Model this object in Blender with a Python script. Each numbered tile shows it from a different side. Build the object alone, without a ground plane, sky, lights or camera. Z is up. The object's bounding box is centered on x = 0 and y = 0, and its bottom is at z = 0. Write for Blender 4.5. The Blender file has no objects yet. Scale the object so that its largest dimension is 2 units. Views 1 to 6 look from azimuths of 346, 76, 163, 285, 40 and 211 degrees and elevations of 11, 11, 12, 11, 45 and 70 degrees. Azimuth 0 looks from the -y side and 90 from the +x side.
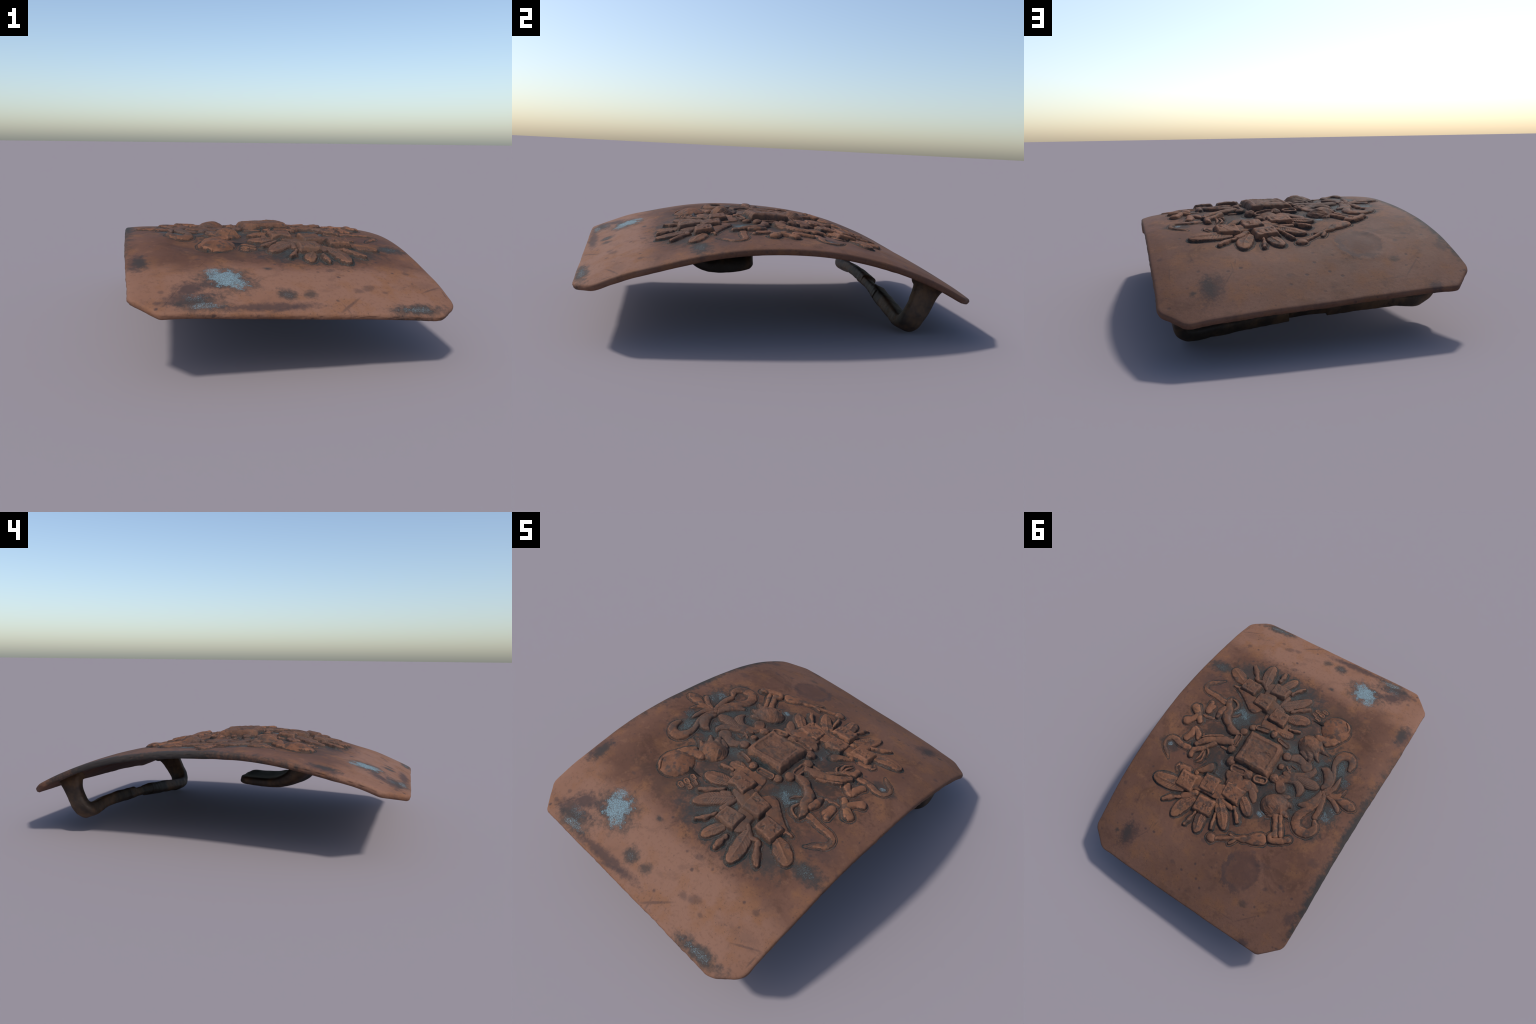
"""Old copper belt buckle: a bowed rectangular plate with clipped corners, a cast
double-headed heraldic eagle in relief, a strap loop and a tongue hook underneath."""
import bpy, math
import numpy as np

rng = np.random.default_rng(7)

# ------------------------------------------------------------------ helpers
def smooth(a, b, x):
    t = np.clip((x - a) / (b - a), 0.0, 1.0)
    return t * t * (3 - 2 * t)

_lat = np.random.default_rng(11).random((64, 64, 64)) * 2 - 1
def noise(x, y, z=0.0, scale=1.0, octaves=3, rough=0.5):
    """Smooth value noise on numpy arrays, about -1..1."""
    x, y, z = np.broadcast_arrays(np.asarray(x, float), np.asarray(y, float), np.asarray(z, float))
    total = np.zeros(x.shape); amp, norm = 1.0, 0.0
    for o in range(octaves):
        p = [(c * scale * 2 ** o + 17.3 * o + 5.1) for c in (x, y, z)]
        i = [np.floor(c).astype(int) for c in p]
        f = [c - k for c, k in zip(p, i)]
        f = [c * c * (3 - 2 * c) for c in f]
        v = 0
        for a in (0, 1):
            for b in (0, 1):
                for c in (0, 1):
                    w = (f[0] if a else 1 - f[0]) * (f[1] if b else 1 - f[1]) * (f[2] if c else 1 - f[2])
                    v = v + w * _lat[(i[0] + a) % 64, (i[1] + b) % 64, (i[2] + c) % 64]
        total += amp * v; norm += amp; amp *= rough
    return total / norm * 1.6

def catmull(points, n):
    """n points on a Catmull-Rom curve through the control points (any dimension)."""
    p = np.asarray(points, float)
    if len(p) == 2:
        t = np.linspace(0, 1, n)[:, None]
        return p[0] * (1 - t) + p[1] * t
    p = np.vstack([2 * p[0] - p[1], p, 2 * p[-1] - p[-2]])
    t = np.linspace(0, len(p) - 3 - 1e-6, n)
    i = t.astype(int); f = (t - i)[:, None]
    a, b, c, d = p[i], p[i + 1], p[i + 2], p[i + 3]
    return 0.5 * (2 * b + (c - a) * f + (2 * a - 5 * b + 4 * c - d) * f ** 2 + (3 * b - a - 3 * c + d) * f ** 3)

def mesh_object(name, verts, faces, mats, parent=None, smooth_shade=True):
    me = bpy.data.meshes.new(name)
    me.from_pydata(np.asarray(verts, float).tolist(), [], faces)
    me.update()
    if smooth_shade:
        me.polygons.foreach_set('use_smooth', [True] * len(me.polygons))
    for m in mats:
        me.materials.append(m)
    ob = bpy.data.objects.new(name, me)
    bpy.context.collection.objects.link(ob)
    ob.parent = parent
    return ob

# ------------------------------------------------------------------ the plate's upper surface
# height of the two long edges along the length (y), then a flat crown across (x)
LEFT_Y = [-1.0, -.954, -.869, -.788, -.685, -.547, -.405, -.258, -.145, -.03, .127, .22, .359, .487, .619, .757, .875, 1.0]
LEFT_Z = [.338, .358, .380, .409, .441, .473, .495, .509, .516, .517, .507, .496, .477, .454, .417, .361, .304, .238]
RIGHT_Y = [-1.0, -.89, -.746, -.632, -.501, -.298, -.22, -.115, -.008, .082, .176, .292, .43, .528, .653, .781, .861, 1.0]
RIGHT_Z = [.238, .286, .331, .369, .405, .440, .451, .458, .463, .459, .446, .425, .397, .372, .325, .268, .226, .150]
LEFT = np.polyfit(LEFT_Y, LEFT_Z, 7)
RIGHT = np.polyfit(RIGHT_Y, RIGHT_Z, 7)

def plate_z(x, y):
    yc = np.clip(y, -1.02, 1.02)
    a = (x + .72) / 1.44
    crown = .026 - .008 * smooth(-.3, .2, yc) + .010 * smooth(.35, .75, yc)
    power = 6 - 2.6 * smooth(.3, .7, yc)
    z = (1 - a) * np.polyval(LEFT, yc) + a * np.polyval(RIGHT, yc)
    z = z + crown * (1 - np.clip(np.abs(x) / .73, 0, 1) ** power)
    z = z + .006 * np.exp(-((yc + .76) / .10) ** 2)              # the front end is bent down along a soft crease
    # the ground sinks a little under the tail and the back wing
    dish = np.maximum(smooth(.46, .18, np.hypot(x + .27, y - .03)), smooth(.36, .12, np.hypot(x - .14, y - .38)))
    dish = np.maximum(dish, 1.3 * smooth(.20, .07, np.hypot(x + .36, y + .36)))
    z = z - .012 * dish
    z = z + .014 * smooth(.23, .12, np.hypot(x - .015, (y + .01) * .95))     # the bird's body swells under the breast shield
    z = z + .005 * smooth(.30, .52, x) * smooth(.73, .64, x) * smooth(-.55, -.35, yc) * smooth(.95, .75, yc)
    ring = np.hypot(x + .25, (y - .655) / 1.05)
    z = z - .0035 * smooth(.115, .07, ring) + .0012 * np.exp(-((ring - .12) / .012) ** 2)
    return z + .0018 * noise(x, y, 3.0, 4.0, 2)

def on_plate(x, y, h):
    """Point at height h above the plate, measured along its normal."""
    e = .004
    gx = (plate_z(x + e, y) - plate_z(x - e, y)) / (2 * e)
    gy = (plate_z(x, y + e) - plate_z(x, y - e)) / (2 * e)
    n = np.sqrt(1 + gx * gx + gy * gy)
    return np.stack([x - h * gx / n, y - h * gy / n, plate_z(x, y) + h / n], -1)

# ------------------------------------------------------------------ materials
# every mesh keeps its origin at the world origin, so Object coordinates run on from part to part
class Nodes:
    def __init__(self, name):
        self.mat = bpy.data.materials.new(name)
        self.mat.use_nodes = True
        self.t = self.mat.node_tree
        self.t.nodes.clear()
        self.chain = None
        self.co = self.n('ShaderNodeTexCoord').outputs['Object']
    def n(self, kind, **props):
        nd = self.t.nodes.new(kind)
        for k, v in props.items():
            setattr(nd, k, v)
        return nd
    def put(self, sock, v):
        if hasattr(v, 'links') or isinstance(v, bpy.types.NodeSocket):
            self.t.links.new(v, sock)
        else:
            sock.default_value = v
    def math(self, op, a, b=0.0, c=None, clamp=False):
        nd = self.n('ShaderNodeMath', operation=op, use_clamp=clamp)
        self.put(nd.inputs[0], a); self.put(nd.inputs[1], b)
        if c is not None:
            self.put(nd.inputs[2], c)
        return nd.outputs[0]
    def noise(self, scale, detail=4.0, rough=.55, offset=0.0, stretch=None, distortion=0.0):
        mp = self.n('ShaderNodeMapping')
        self.put(mp.inputs['Vector'], self.co)
        mp.inputs['Location'].default_value = (offset, offset * .7, offset * .3)
        if stretch:
            mp.inputs['Scale'].default_value = stretch
        nd = self.n('ShaderNodeTexNoise')
        self.put(nd.inputs['Vector'], mp.outputs[0])
        nd.inputs['Scale'].default_value = scale
        nd.inputs['Detail'].default_value = detail
        nd.inputs['Roughness'].default_value = rough
        nd.inputs['Distortion'].default_value = distortion
        return nd.outputs['Fac']
    def ramp(self, v, a, b, lo=0.0, hi=1.0):
        nd = self.n('ShaderNodeMapRange', interpolation_type='SMOOTHSTEP')
        self.put(nd.inputs['Value'], v)
        for k, x in (('From Min', a), ('From Max', b), ('To Min', lo), ('To Max', hi)):
            nd.inputs[k].default_value = x
        return nd.outputs['Result']
    def mix(self, fac, a, b):
        nd = self.n('ShaderNodeMix', data_type='RGBA')
        self.put(nd.inputs[0], fac)
        for s, v in ((nd.inputs[6], a), (nd.inputs[7], b)):
            self.put(s, v if not isinstance(v, tuple) else (*v, 1.0))
        return nd.outputs[2]
    def stain(self, spots, wobble, reach=1.6):
        """Soft mask: highest over elliptic spots (x, y, rx, ry, turn in degrees, strength),
        its border broken up by the wobble field; seen from above only in plan."""
        total = None
        for x, y, rx, ry, turn, k in spots:
            at = self.co
            if self.chain is not None:      # evaluate the spots one after another (keeps the shader's stack small)
                ma = self.n('ShaderNodeVectorMath', operation='MULTIPLY_ADD')
                self.put(ma.inputs[0], self.chain); ma.inputs[1].default_value = (1e-6,) * 3
                self.put(ma.inputs[2], self.co)
                at = ma.outputs[0]
            mp = self.n('ShaderNodeMapping', vector_type='TEXTURE')
            self.put(mp.inputs['Vector'], at)
            mp.inputs['Location'].default_value = (x, y, 0)
            mp.inputs['Rotation'].default_value = (0, 0, math.radians(turn))
            mp.inputs['Scale'].default_value = (rx, ry, 1e4)
            ln = self.n('ShaderNodeVectorMath', operation='LENGTH')
            self.put(ln.inputs[0], mp.outputs[0])
            d = self.math('ADD', ln.outputs['Value'], wobble)
            m = self.ramp(d, reach, .45, 0.0, k)
            total = m if total is None else self.math('MAXIMUM', total, m)
            self.chain = total
        return total

COPPER_LIGHT = (.192, .100, .068)
COPPER = (.145, .066, .038)
COPPER_WARM = (.180, .083, .042)
BROWN = (.056, .028, .019)
PURPLE = (.050, .034, .033)
GREY_PATINA = (.030, .031, .031)
VERDIGRIS = (.185, .285, .325)
GREEN_GREY = (.075, .110, .112)
BLACK_BROWN = (.022, .014, .010)
OCHRE = (.095, .050, .025)

def patinated_copper(name, relief, grey_gain=1.0):
    N = Nodes(name)
    sep = N.n('ShaderNodeSeparateXYZ'); N.put(sep.inputs[0], N.co)
    X, Y, Z = sep.outputs
    big = N.noise(2.3, 3, .5, 2.0)
    mid = N.noise(9, 5, .6, 7.0)
    fine = N.noise(55, 5, .65, 1.0)
    grain = N.noise(240, 3, .7, 4.0)
    wob = N.math('ADD', N.math('MULTIPLY_ADD', N.noise(15, 4, .6, 9.0), 1.5, -.75), N.math('MULTIPLY_ADD', N.noise(48, 6, .68, 19.0), 2.0, -1.0))
    # paler copper towards the ends and long sides, darker brown round the relief
    yy = N.math('ADD', Y, N.math('MULTIPLY', N.math('SUBTRACT', N.noise(3.2, 5, .6, 12.0), .5), .22))
    front = N.ramp(yy, -.585, -.72)
    back = N.math('MULTIPLY', N.ramp(yy, .42, .80), .42)
    side = N.math('MULTIPLY', N.ramp(N.math('ABSOLUTE', X), .5, .68), .25)
    pale_ends = N.math('MAXIMUM', N.math('MAXIMUM', front, back), side)
    col = N.mix(pale_ends, RELIEF_BASE if relief else PLATE_BASE, COPPER_LIGHT)
    col = N.mix(N.ramp(mid, .45, .68, 0, .7), col, COPPER_WARM)
    col = N.mix(N.ramp(big, .42, .66, 0, .35), col, N.mix(pale_ends, BROWN, COPPER))
    col = N.mix(N.ramp(fine, .50, .72, 0, .28), col, BROWN)
    col = N.mix(N.ramp(N.noise(6.5, 6, .65, 51.0, None, .6), .53, .66, 0, .55), col, N.mix(pale_ends, BROWN, (.132, .070, .050)))
    col = N.mix(N.ramp(N.noise(26, 4, .6, 21.0), .55, .72, 0, .35), col, N.mix(.5, COPPER_WARM, COPPER_LIGHT))
    # small dark pits and freckles
    vo = N.n('ShaderNodeTexVoronoi'); N.put(vo.inputs['Vector'], N.co); vo.inputs['Scale'].default_value = 17
    pit = N.math('MULTIPLY', N.ramp(N.math('ADD', vo.outputs['Distance'], N.math('MULTIPLY', fine, .25)), .33, .19), N.ramp(N.noise(5, 2, .5, 31.0), .47, .60))
    col = N.mix(N.math('MULTIPLY', pit, .75), col, PURPLE)
    fleck = N.math('MULTIPLY', N.ramp(N.noise(30, 4, .6, 5.0), .67, .73), N.ramp(N.noise(5, 2, .5, 44.0), .46, .62))
    col = N.mix(N.math('MULTIPLY', fleck, .7), col, PURPLE)
    dust_pit = N.math('MULTIPLY', N.ramp(N.noise(105, 3, .6, 71.0), .60, .70), N.ramp(mid, .38, .6, .2, 1.0))
    col = N.mix(N.math('MULTIPLY', dust_pit, .55), col, PURPLE)
    # purple-brown and grey patina patches at fixed places
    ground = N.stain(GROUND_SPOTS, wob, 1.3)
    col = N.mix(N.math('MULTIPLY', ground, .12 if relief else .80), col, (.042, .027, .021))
    if not relief:
        purple = N.stain(PURPLE_SPOTS, wob)
        col = N.mix(N.math('MULTIPLY', purple, .85), col, PURPLE)
        # round mark of a lost stud near the loop end: dark rim, reddish middle
        mp = N.n('ShaderNodeVectorMath', operation='MULTIPLY_ADD')
        N.put(mp.inputs[0], N.co); mp.inputs[1].default_value = (1, .95, 0); mp.inputs[2].default_value = (.25, -.622, 0)
        ln = N.n('ShaderNodeVectorMath', operation='LENGTH'); N.put(ln.inputs[0], mp.outputs[0])
        r = N.math('ADD', ln.outputs['Value'], N.math('MULTIPLY', wob, .05))
        rim = N.math('MULTIPLY', N.ramp(r, .072, .098), N.ramp(r, .128, .106))
        col = N.mix(N.math('MULTIPLY', N.ramp(r, .13, .04), .4), col, (.082, .040, .030))
        col = N.mix(N.math('MULTIPLY', rim, N.ramp(mid, .35, .6, .15, .75)), col, PURPLE)
        line = N.stain(SCRATCHES, N.math('MULTIPLY', wob, .55))
        col = N.mix(N.math('MULTIPLY', line, .6), col, PURPLE)
    grey = N.stain(GREY_SPOTS if not relief else GREY_SPOTS[4:], wob)
    if relief:
        grey = N.math('MULTIPLY', grey, .5)
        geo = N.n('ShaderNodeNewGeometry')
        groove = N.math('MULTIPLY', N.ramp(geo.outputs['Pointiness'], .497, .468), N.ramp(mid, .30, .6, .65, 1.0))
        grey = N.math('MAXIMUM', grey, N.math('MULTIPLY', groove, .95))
        rub = N.math('MULTIPLY', N.ramp(geo.outputs['Pointiness'], .504, .528), N.ramp(fine, .35, .6))
        col = N.mix(N.math('MULTIPLY', rub, .6), col, (.225, .108, .066))
    if relief:
        worn_face = N.math('MULTIPLY', N.ramp(N.noise(24, 4, .62, 61.0), .50, .62), .7)
        grey = N.math('MAXIMUM', grey, worn_face)
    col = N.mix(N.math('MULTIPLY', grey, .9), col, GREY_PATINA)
    # powdery verdigris: dense speckle inside soft patches
    powder = N.stain(VERDIGRIS_SPOTS, wob, 1.25)
    speck = N.math('ADD', N.math('MULTIPLY', grain, 1.5), N.math('MULTIPLY', powder, .5))
    vf = N.math('MULTIPLY', N.ramp(speck, .90, 1.55), N.ramp(powder, .02, .25))
    if relief:
        vf = N.math('MULTIPLY', vf, .3)
    col = N.mix(vf, col, VERDIGRIS)
    dust = N.stain(DUST_SPOTS, wob, 1.4)
    df = N.math('MULTIPLY', N.ramp(N.math('ADD', grain, N.math('MULTIPLY', dust, .25)), .60, .95), N.ramp(dust, .05, .5))
    if relief:
        df = N.math('MULTIPLY', df, .3)
    col = N.mix(N.math('MULTIPLY', df, .7), col, GREEN_GREY)
    # fine scratches as bump
    s1 = N.noise(40, 3, .6, 3.0, (1, 9, 1))
    s2 = N.noise(60, 2, .5, 14.0)
    h = N.math('ADD', N.math('MULTIPLY', s1, .3), N.math('ADD', N.math('MULTIPLY', s2, .5), N.math('MULTIPLY', grain, .25)))
    h = N.math('SUBTRACT', h, N.math('MULTIPLY', pit, .5))
    bump = N.n('ShaderNodeBump'); bump.inputs['Strength'].default_value = .22; bump.inputs['Distance'].default_value = .006
    N.put(bump.inputs['Height'], h)
    out = N.n('ShaderNodeOutputMaterial')
    b = N.n('ShaderNodeBsdfPrincipled')
    N.put(b.inputs['Base Color'], col)
    b.inputs['Metallic'].default_value = 0.0
    N.put(b.inputs['Roughness'], N.math('MULTIPLY_ADD', mid, .2, .58))
    b.inputs['Specular IOR Level'].default_value = .09
    N.put(b.inputs['Normal'], bump.outputs[0])
    N.put(out.inputs[0], b.outputs[0])
    return N.mat

def dark_metal(name):
    N = Nodes(name)
    a = N.noise(5, 4, .6, 3.0); b_ = N.noise(24, 5, .65, 8.0); g = N.noise(260, 2, .6, 1.0)
    col = N.mix(N.ramp(a, .42, .66), BLACK_BROWN, OCHRE)
    col = N.mix(N.ramp(b_, .5, .7, 0, .6), col, BLACK_BROWN)
    col = N.mix(N.math('MULTIPLY', N.ramp(g, .6, .75), .35), col, (.09, .09, .09))
    bump = N.n('ShaderNodeBump'); bump.inputs['Strength'].default_value = .35; bump.inputs['Distance'].default_value = .008
    N.put(bump.inputs['Height'], N.math('ADD', b_, N.math('MULTIPLY', g, .3)))
    out = N.n('ShaderNodeOutputMaterial'); b = N.n('ShaderNodeBsdfPrincipled')
    N.put(b.inputs['Base Color'], col); b.inputs['Roughness'].default_value = .62
    b.inputs['Specular IOR Level'].default_value = .3
    N.put(b.inputs['Normal'], bump.outputs[0]); N.put(out.inputs[0], b.outputs[0])
    return N.mat

PLATE_BASE = (.110, .053, .036)
RELIEF_BASE = (.168, .074, .042)
PURPLE_SPOTS = [(-.484, -.835, .07, .04, 20, 1), (-.50, -.905, .10, .035, 8, .9), (-.40, -.81, .05, .03, 0, .8),
                (-.117, -.558, .022, .02, 0, .7), (-.676, -.603, .045, .07, 0, .8), (-.18, -.955, .20, .022, 3, .9),
                (.08, -.57, .12, .05, 0, .5), (-.60, .40, .03, .02, 0, .5),
                (.504, .81, .05, .075, -25, .9), (-.64, .736, .03, .035, 0, .8), (-.47, .985, .03, .02, 0, .9),
                (-.25, .66, .085, .075, 10, .55), (.56, -.30, .09, .06, 0, .5), (-.29, .57, .09, .02, 10, .5)]
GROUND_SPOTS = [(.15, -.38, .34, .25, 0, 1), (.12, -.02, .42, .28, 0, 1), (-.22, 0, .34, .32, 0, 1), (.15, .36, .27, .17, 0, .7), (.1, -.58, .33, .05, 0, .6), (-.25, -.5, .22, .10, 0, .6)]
SCRATCHES = [(.598, -.830, .06, .004, 26, .8), (.66, -.849, .024, .004, 86, .8), (-.119, -.967, .075, .008, 16, .9),
             (.17, -.941, .066, .006, 38, .9), (.143, -.966, .03, .005, -78, .7), (.387, .696, .031, .003, 87, .6), (.417, .769, .05, .003, 55, .6),
             (.366, .672, .022, .003, 74, .6), (.66, .683, .04, .003, 82, .5), (-.409, .866, .067, .0035, 42, .6), (-.309, .911, .05, .0035, -1, .5), (-.46, .841, .02, .003, 94, .5),
             (-.429, .665, .014, .010, 30, .9), (-.506, .608, .016, .012, 0, .9), (-.64, .562, .014, .012, 0, .8), (-.414, -.588, .014, .008, 0, .9), (-.623, -.923, .014, .010, 0, .9),
             (-.60, -.854, .012, .010, 0, .8), (.297, -.831, .03, .018, 20, .8), (.245, -.85, .022, .014, 0, .8), (.363, -.859, .014, .008, 0, .8), (.545, -.701, .016, .012, 0, .9), (.177, -.686, .022, .012, 0, .8),
             (.687, .553, .012, .012, 0, .8), (.156, .808, .012, .010, 0, .7), (.047, .609, .014, .010, 0, .8), (-.261, .519, .018, .010, 0, .8)]
GREY_SPOTS = [(-.085, -.875, .036, .036, 0, .9), (.014, -.875, .028, .026, 0, .8), (-.117, -.674, .017, .013, 0, .9),
              (-.323, -.772, .105, .085, 0, .9), (.466, -.965, .11, .03, 3, .95), (-.449, -.935, .09, .05, 10, .8),
              (.59, -.433, .085, .04, 5, .95), (.40, -.49, .10, .07, 0, .75), (.22, -.53, .22, .07, 0, .7),
              (.0, -.46, .14, .10, 0, .9), (.16, -.42, .20, .13, 0, .9), (-.05, -.32, .16, .10, 0, .6),
              (.26, -.16, .10, .09, 0, .85), (-.12, -.14, .10, .10, 0, .8), (-.24, -.12, .17, .12, 0, .9),
              (-.33, .02, .15, .10, 0, .9), (-.45, -.15, .08, .13, 0, .95), (-.28, .14, .12, .10, 0, .85),
              (-.52, .11, .07, .07, 0, .9), (.19, .20, .09, .09, 0, .85), (-.10, .22, .10, .08, 0, .8),
              (-.13, .30, .06, .06, 0, .8), (.10, .02, .22, .19, 0, .75), (.56, .205, .06, .04, 0, .7),
              (-.66, -.60, .03, .06, 0, .8), (-.742, .27, .060, .62, 0, 1), (-.705, .50, .045, .30, 0, 1), (-.71, .15, .045, .22, 0, 1),
              (.579, .82, .016, .014, 0, .8), (.51, .80, .02, .05, 0, .6), (-.35, .80, .024, .018, 0, .6), (.36, .44, .03, .03, 0, .6),
              (.09, .49, .03, .02, 0, .7), (-.50, .25, .04, .06, 0, .7)]
VERDIGRIS_SPOTS = [(-.325, -.765, .085, .062, 30, 1), (-.29, -.80, .055, .05, 0, .9), (-.365, -.715, .045, .045, 0, .8),
                   (-.44, -.95, .075, .022, 8, .62), (-.47, -.90, .05, .03, 0, .4), (-.085, -.88, .02, .018, 0, .35),
                   (.46, -.965, .09, .018, 3, .5), (.59, -.433, .05, .022, 0, .3),
                   (.273, -.190, .05, .04, 0, .62), (.30, -.125, .035, .03, 0, .5), (.561, .208, .018, .014, 0, .75),
                   (.207, .153, .026, .026, 0, .5), (-.172, .305, .024, .02, 0, .8), (-.518, .133, .045, .032, 0, .6),
                   (-.547, .074, .03, .03, 0, .55), (-.455, -.18, .035, .05, 0, .4), (-.515, -.11, .035, .035, 0, .38),
                   (-.112, -.12, .022, .02, 0, .65), (-.357, -.06, .025, .03, 0, .42), (.20, .232, .04, .025, 0, .38)]
DUST_SPOTS = [(-.24, -.12, .17, .12, 0, .9), (-.33, .02, .15, .10, 0, .8), (-.45, -.15, .07, .12, 0, 1), (-.28, .14, .10, .08, 0, .8),
              (.27, -.17, .09, .09, 0, .8), (.18, -.5, .18, .10, 0, .8), (.05, -.40, .14, .10, 0, .9), (-.53, .10, .06, .06, 0, .7),
              (.19, .2, .08, .08, 0, .6), (.59, -.43, .06, .03, 0, .6), (-.12, -.13, .06, .06, 0, .8)]

plate_mat = patinated_copper('patinated_copper_plate', False)
relief_mat = patinated_copper('patinated_copper_relief', True)

def crevice_tone(name, base, speck, amount):
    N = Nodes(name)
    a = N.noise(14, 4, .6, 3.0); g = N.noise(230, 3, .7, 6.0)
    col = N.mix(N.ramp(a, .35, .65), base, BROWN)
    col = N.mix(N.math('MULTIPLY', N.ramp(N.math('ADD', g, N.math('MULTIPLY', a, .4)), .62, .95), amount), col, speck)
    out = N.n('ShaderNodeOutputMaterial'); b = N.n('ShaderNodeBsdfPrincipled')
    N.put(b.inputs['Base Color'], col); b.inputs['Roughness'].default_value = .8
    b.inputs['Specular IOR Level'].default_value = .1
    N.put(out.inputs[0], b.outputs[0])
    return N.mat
foot_mat = crevice_tone('brown_foot', (.052, .030, .022), GREEN_GREY, .25)
crevice_mat = crevice_tone('grey_green_crevice', (.018, .020, .020), GREEN_GREY, .6)
dark_mat = dark_metal('dark_tarnished_metal')

# ------------------------------------------------------------------ the buckle and its plate
buckle = bpy.data.objects.new('belt_buckle', None)
bpy.context.collection.objects.link(buckle)
buckle['label'] = 'old copper belt buckle plate with double-headed eagle relief'
buckle['category'] = 'belt buckle'

def plate_outline(n=1400):
    """Clipped, slightly waisted rectangle, corners a little rounded, edge slightly nicked."""
    corners = [(-.620, -.992, .018), (.568, -1.003, .04), (.680, -.918, .04), (.704, -.45, .3), (.725, 0, .4), (.729, .45, .3),
               (.734, .868, .03), (.632, .966, .03), (-.05, .993, .4), (-.572, 1.004, .02), (-.692, .896, .03),
               (-.700, .6, .3), (-.702, .15, .3), (-.726, -.35, .3), (-.730, -.868, .02)]
    pts = []
    m = len(corners)
    for k in range(m):
        x, y, r = corners[k]
        p = np.array([x, y]); a = np.array(corners[k - 1][:2]) - p; b = np.array(corners[(k + 1) % m][:2]) - p
        la, lb = np.linalg.norm(a), np.linalg.norm(b)
        r = min(r, .45 * la, .45 * lb)
        p0, p1 = p + a / la * r, p + b / lb * r
        for t in np.linspace(0, 1, 14):
            pts.append((1 - t) ** 2 * p0 + 2 * t * (1 - t) * p + t * t * p1)
    pts = np.array(pts)
    seg = np.linalg.norm(np.roll(pts, -1, 0) - pts, axis=1)
    s = np.concatenate([[0], np.cumsum(seg)])
    q = np.linspace(0, s[-1], n, endpoint=False)
    cl = np.vstack([pts, pts[:1]])
    o = np.stack([np.interp(q, s, cl[:, 0]), np.interp(q, s, cl[:, 1])], -1)
    t = np.roll(o, -3, 0) - np.roll(o, 3, 0)
    nrm = np.stack([t[:, 1], -t[:, 0]], -1); nrm /= np.linalg.norm(nrm, axis=1)[:, None]
    o += nrm * (.0016 * noise(o[:, 0], o[:, 1], 8.0, 9, 4))[:, None]
    return o, nrm

THICK = .033
def build_plate():
    o, nrm = plate_outline()
    n = len(o)
    rings = []
    # lower face from the middle outwards, round the rim, upper face back to the middle
    inner = o - nrm * .05
    fracs = list(np.linspace(.02, 1, 70))
    def lower(p):
        bump = .0035 * noise(p[:, 0], p[:, 1], 20.0, 9, 3)
        return on_plate(p[:, 0], p[:, 1], -THICK + bump)
    for f in fracs:
        rings.append(lower(inner * f))
    for off in (.035, .022, .012):
        rings.append(lower(o - nrm * off))
    # rim: rounded lower and upper arris with a rough wall
    R = .012
    rim = [(1.0, R * .5, -THICK + .0015), (1, R * .15, -THICK + .006)]
    rim += [(1, 0, -THICK + .010), (1, -.0005, -.016), (1, .0, -.011)]
    for a in (15, 32, 50, 68, 84):
        r = math.radians(a)
        rim.append((1, R * (1 - math.cos(r)), -R + R * math.sin(r) - .0003))
    for _, off, h in rim:
        p = o - nrm * off
        rough = .0014 * noise(o[:, 0], o[:, 1], h * 40, 40, 2)
        p = p + nrm * (rough * smooth(-.001, -.012, h))[:, None] if h > -.03 else p
        rings.append(on_plate(p[:, 0], p[:, 1], np.full(n, h)))
    for off in (.016, .022, .030, .040):
        p = o - nrm * off
        rings.append(on_plate(p[:, 0], p[:, 1], np.zeros(n)))
    for f in np.linspace(1, .008, 130):
        p = inner * f
        rings.append(on_plate(p[:, 0], p[:, 1], np.zeros(n)))
    verts = np.concatenate(rings)
    faces = []
    for k in range(len(rings) - 1):
        a, b = k * n, (k + 1) * n
        faces += [(a + i, a + (i + 1) % n, b + (i + 1) % n, b + i) for i in range(n)]
    faces.append(tuple(range(n - 1, -1, -1)))
    last = (len(rings) - 1) * n
    faces.append(tuple(last + i for i in range(n)))
    return mesh_object('plate', verts, faces, [plate_mat], buckle)

plate = build_plate()

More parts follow.
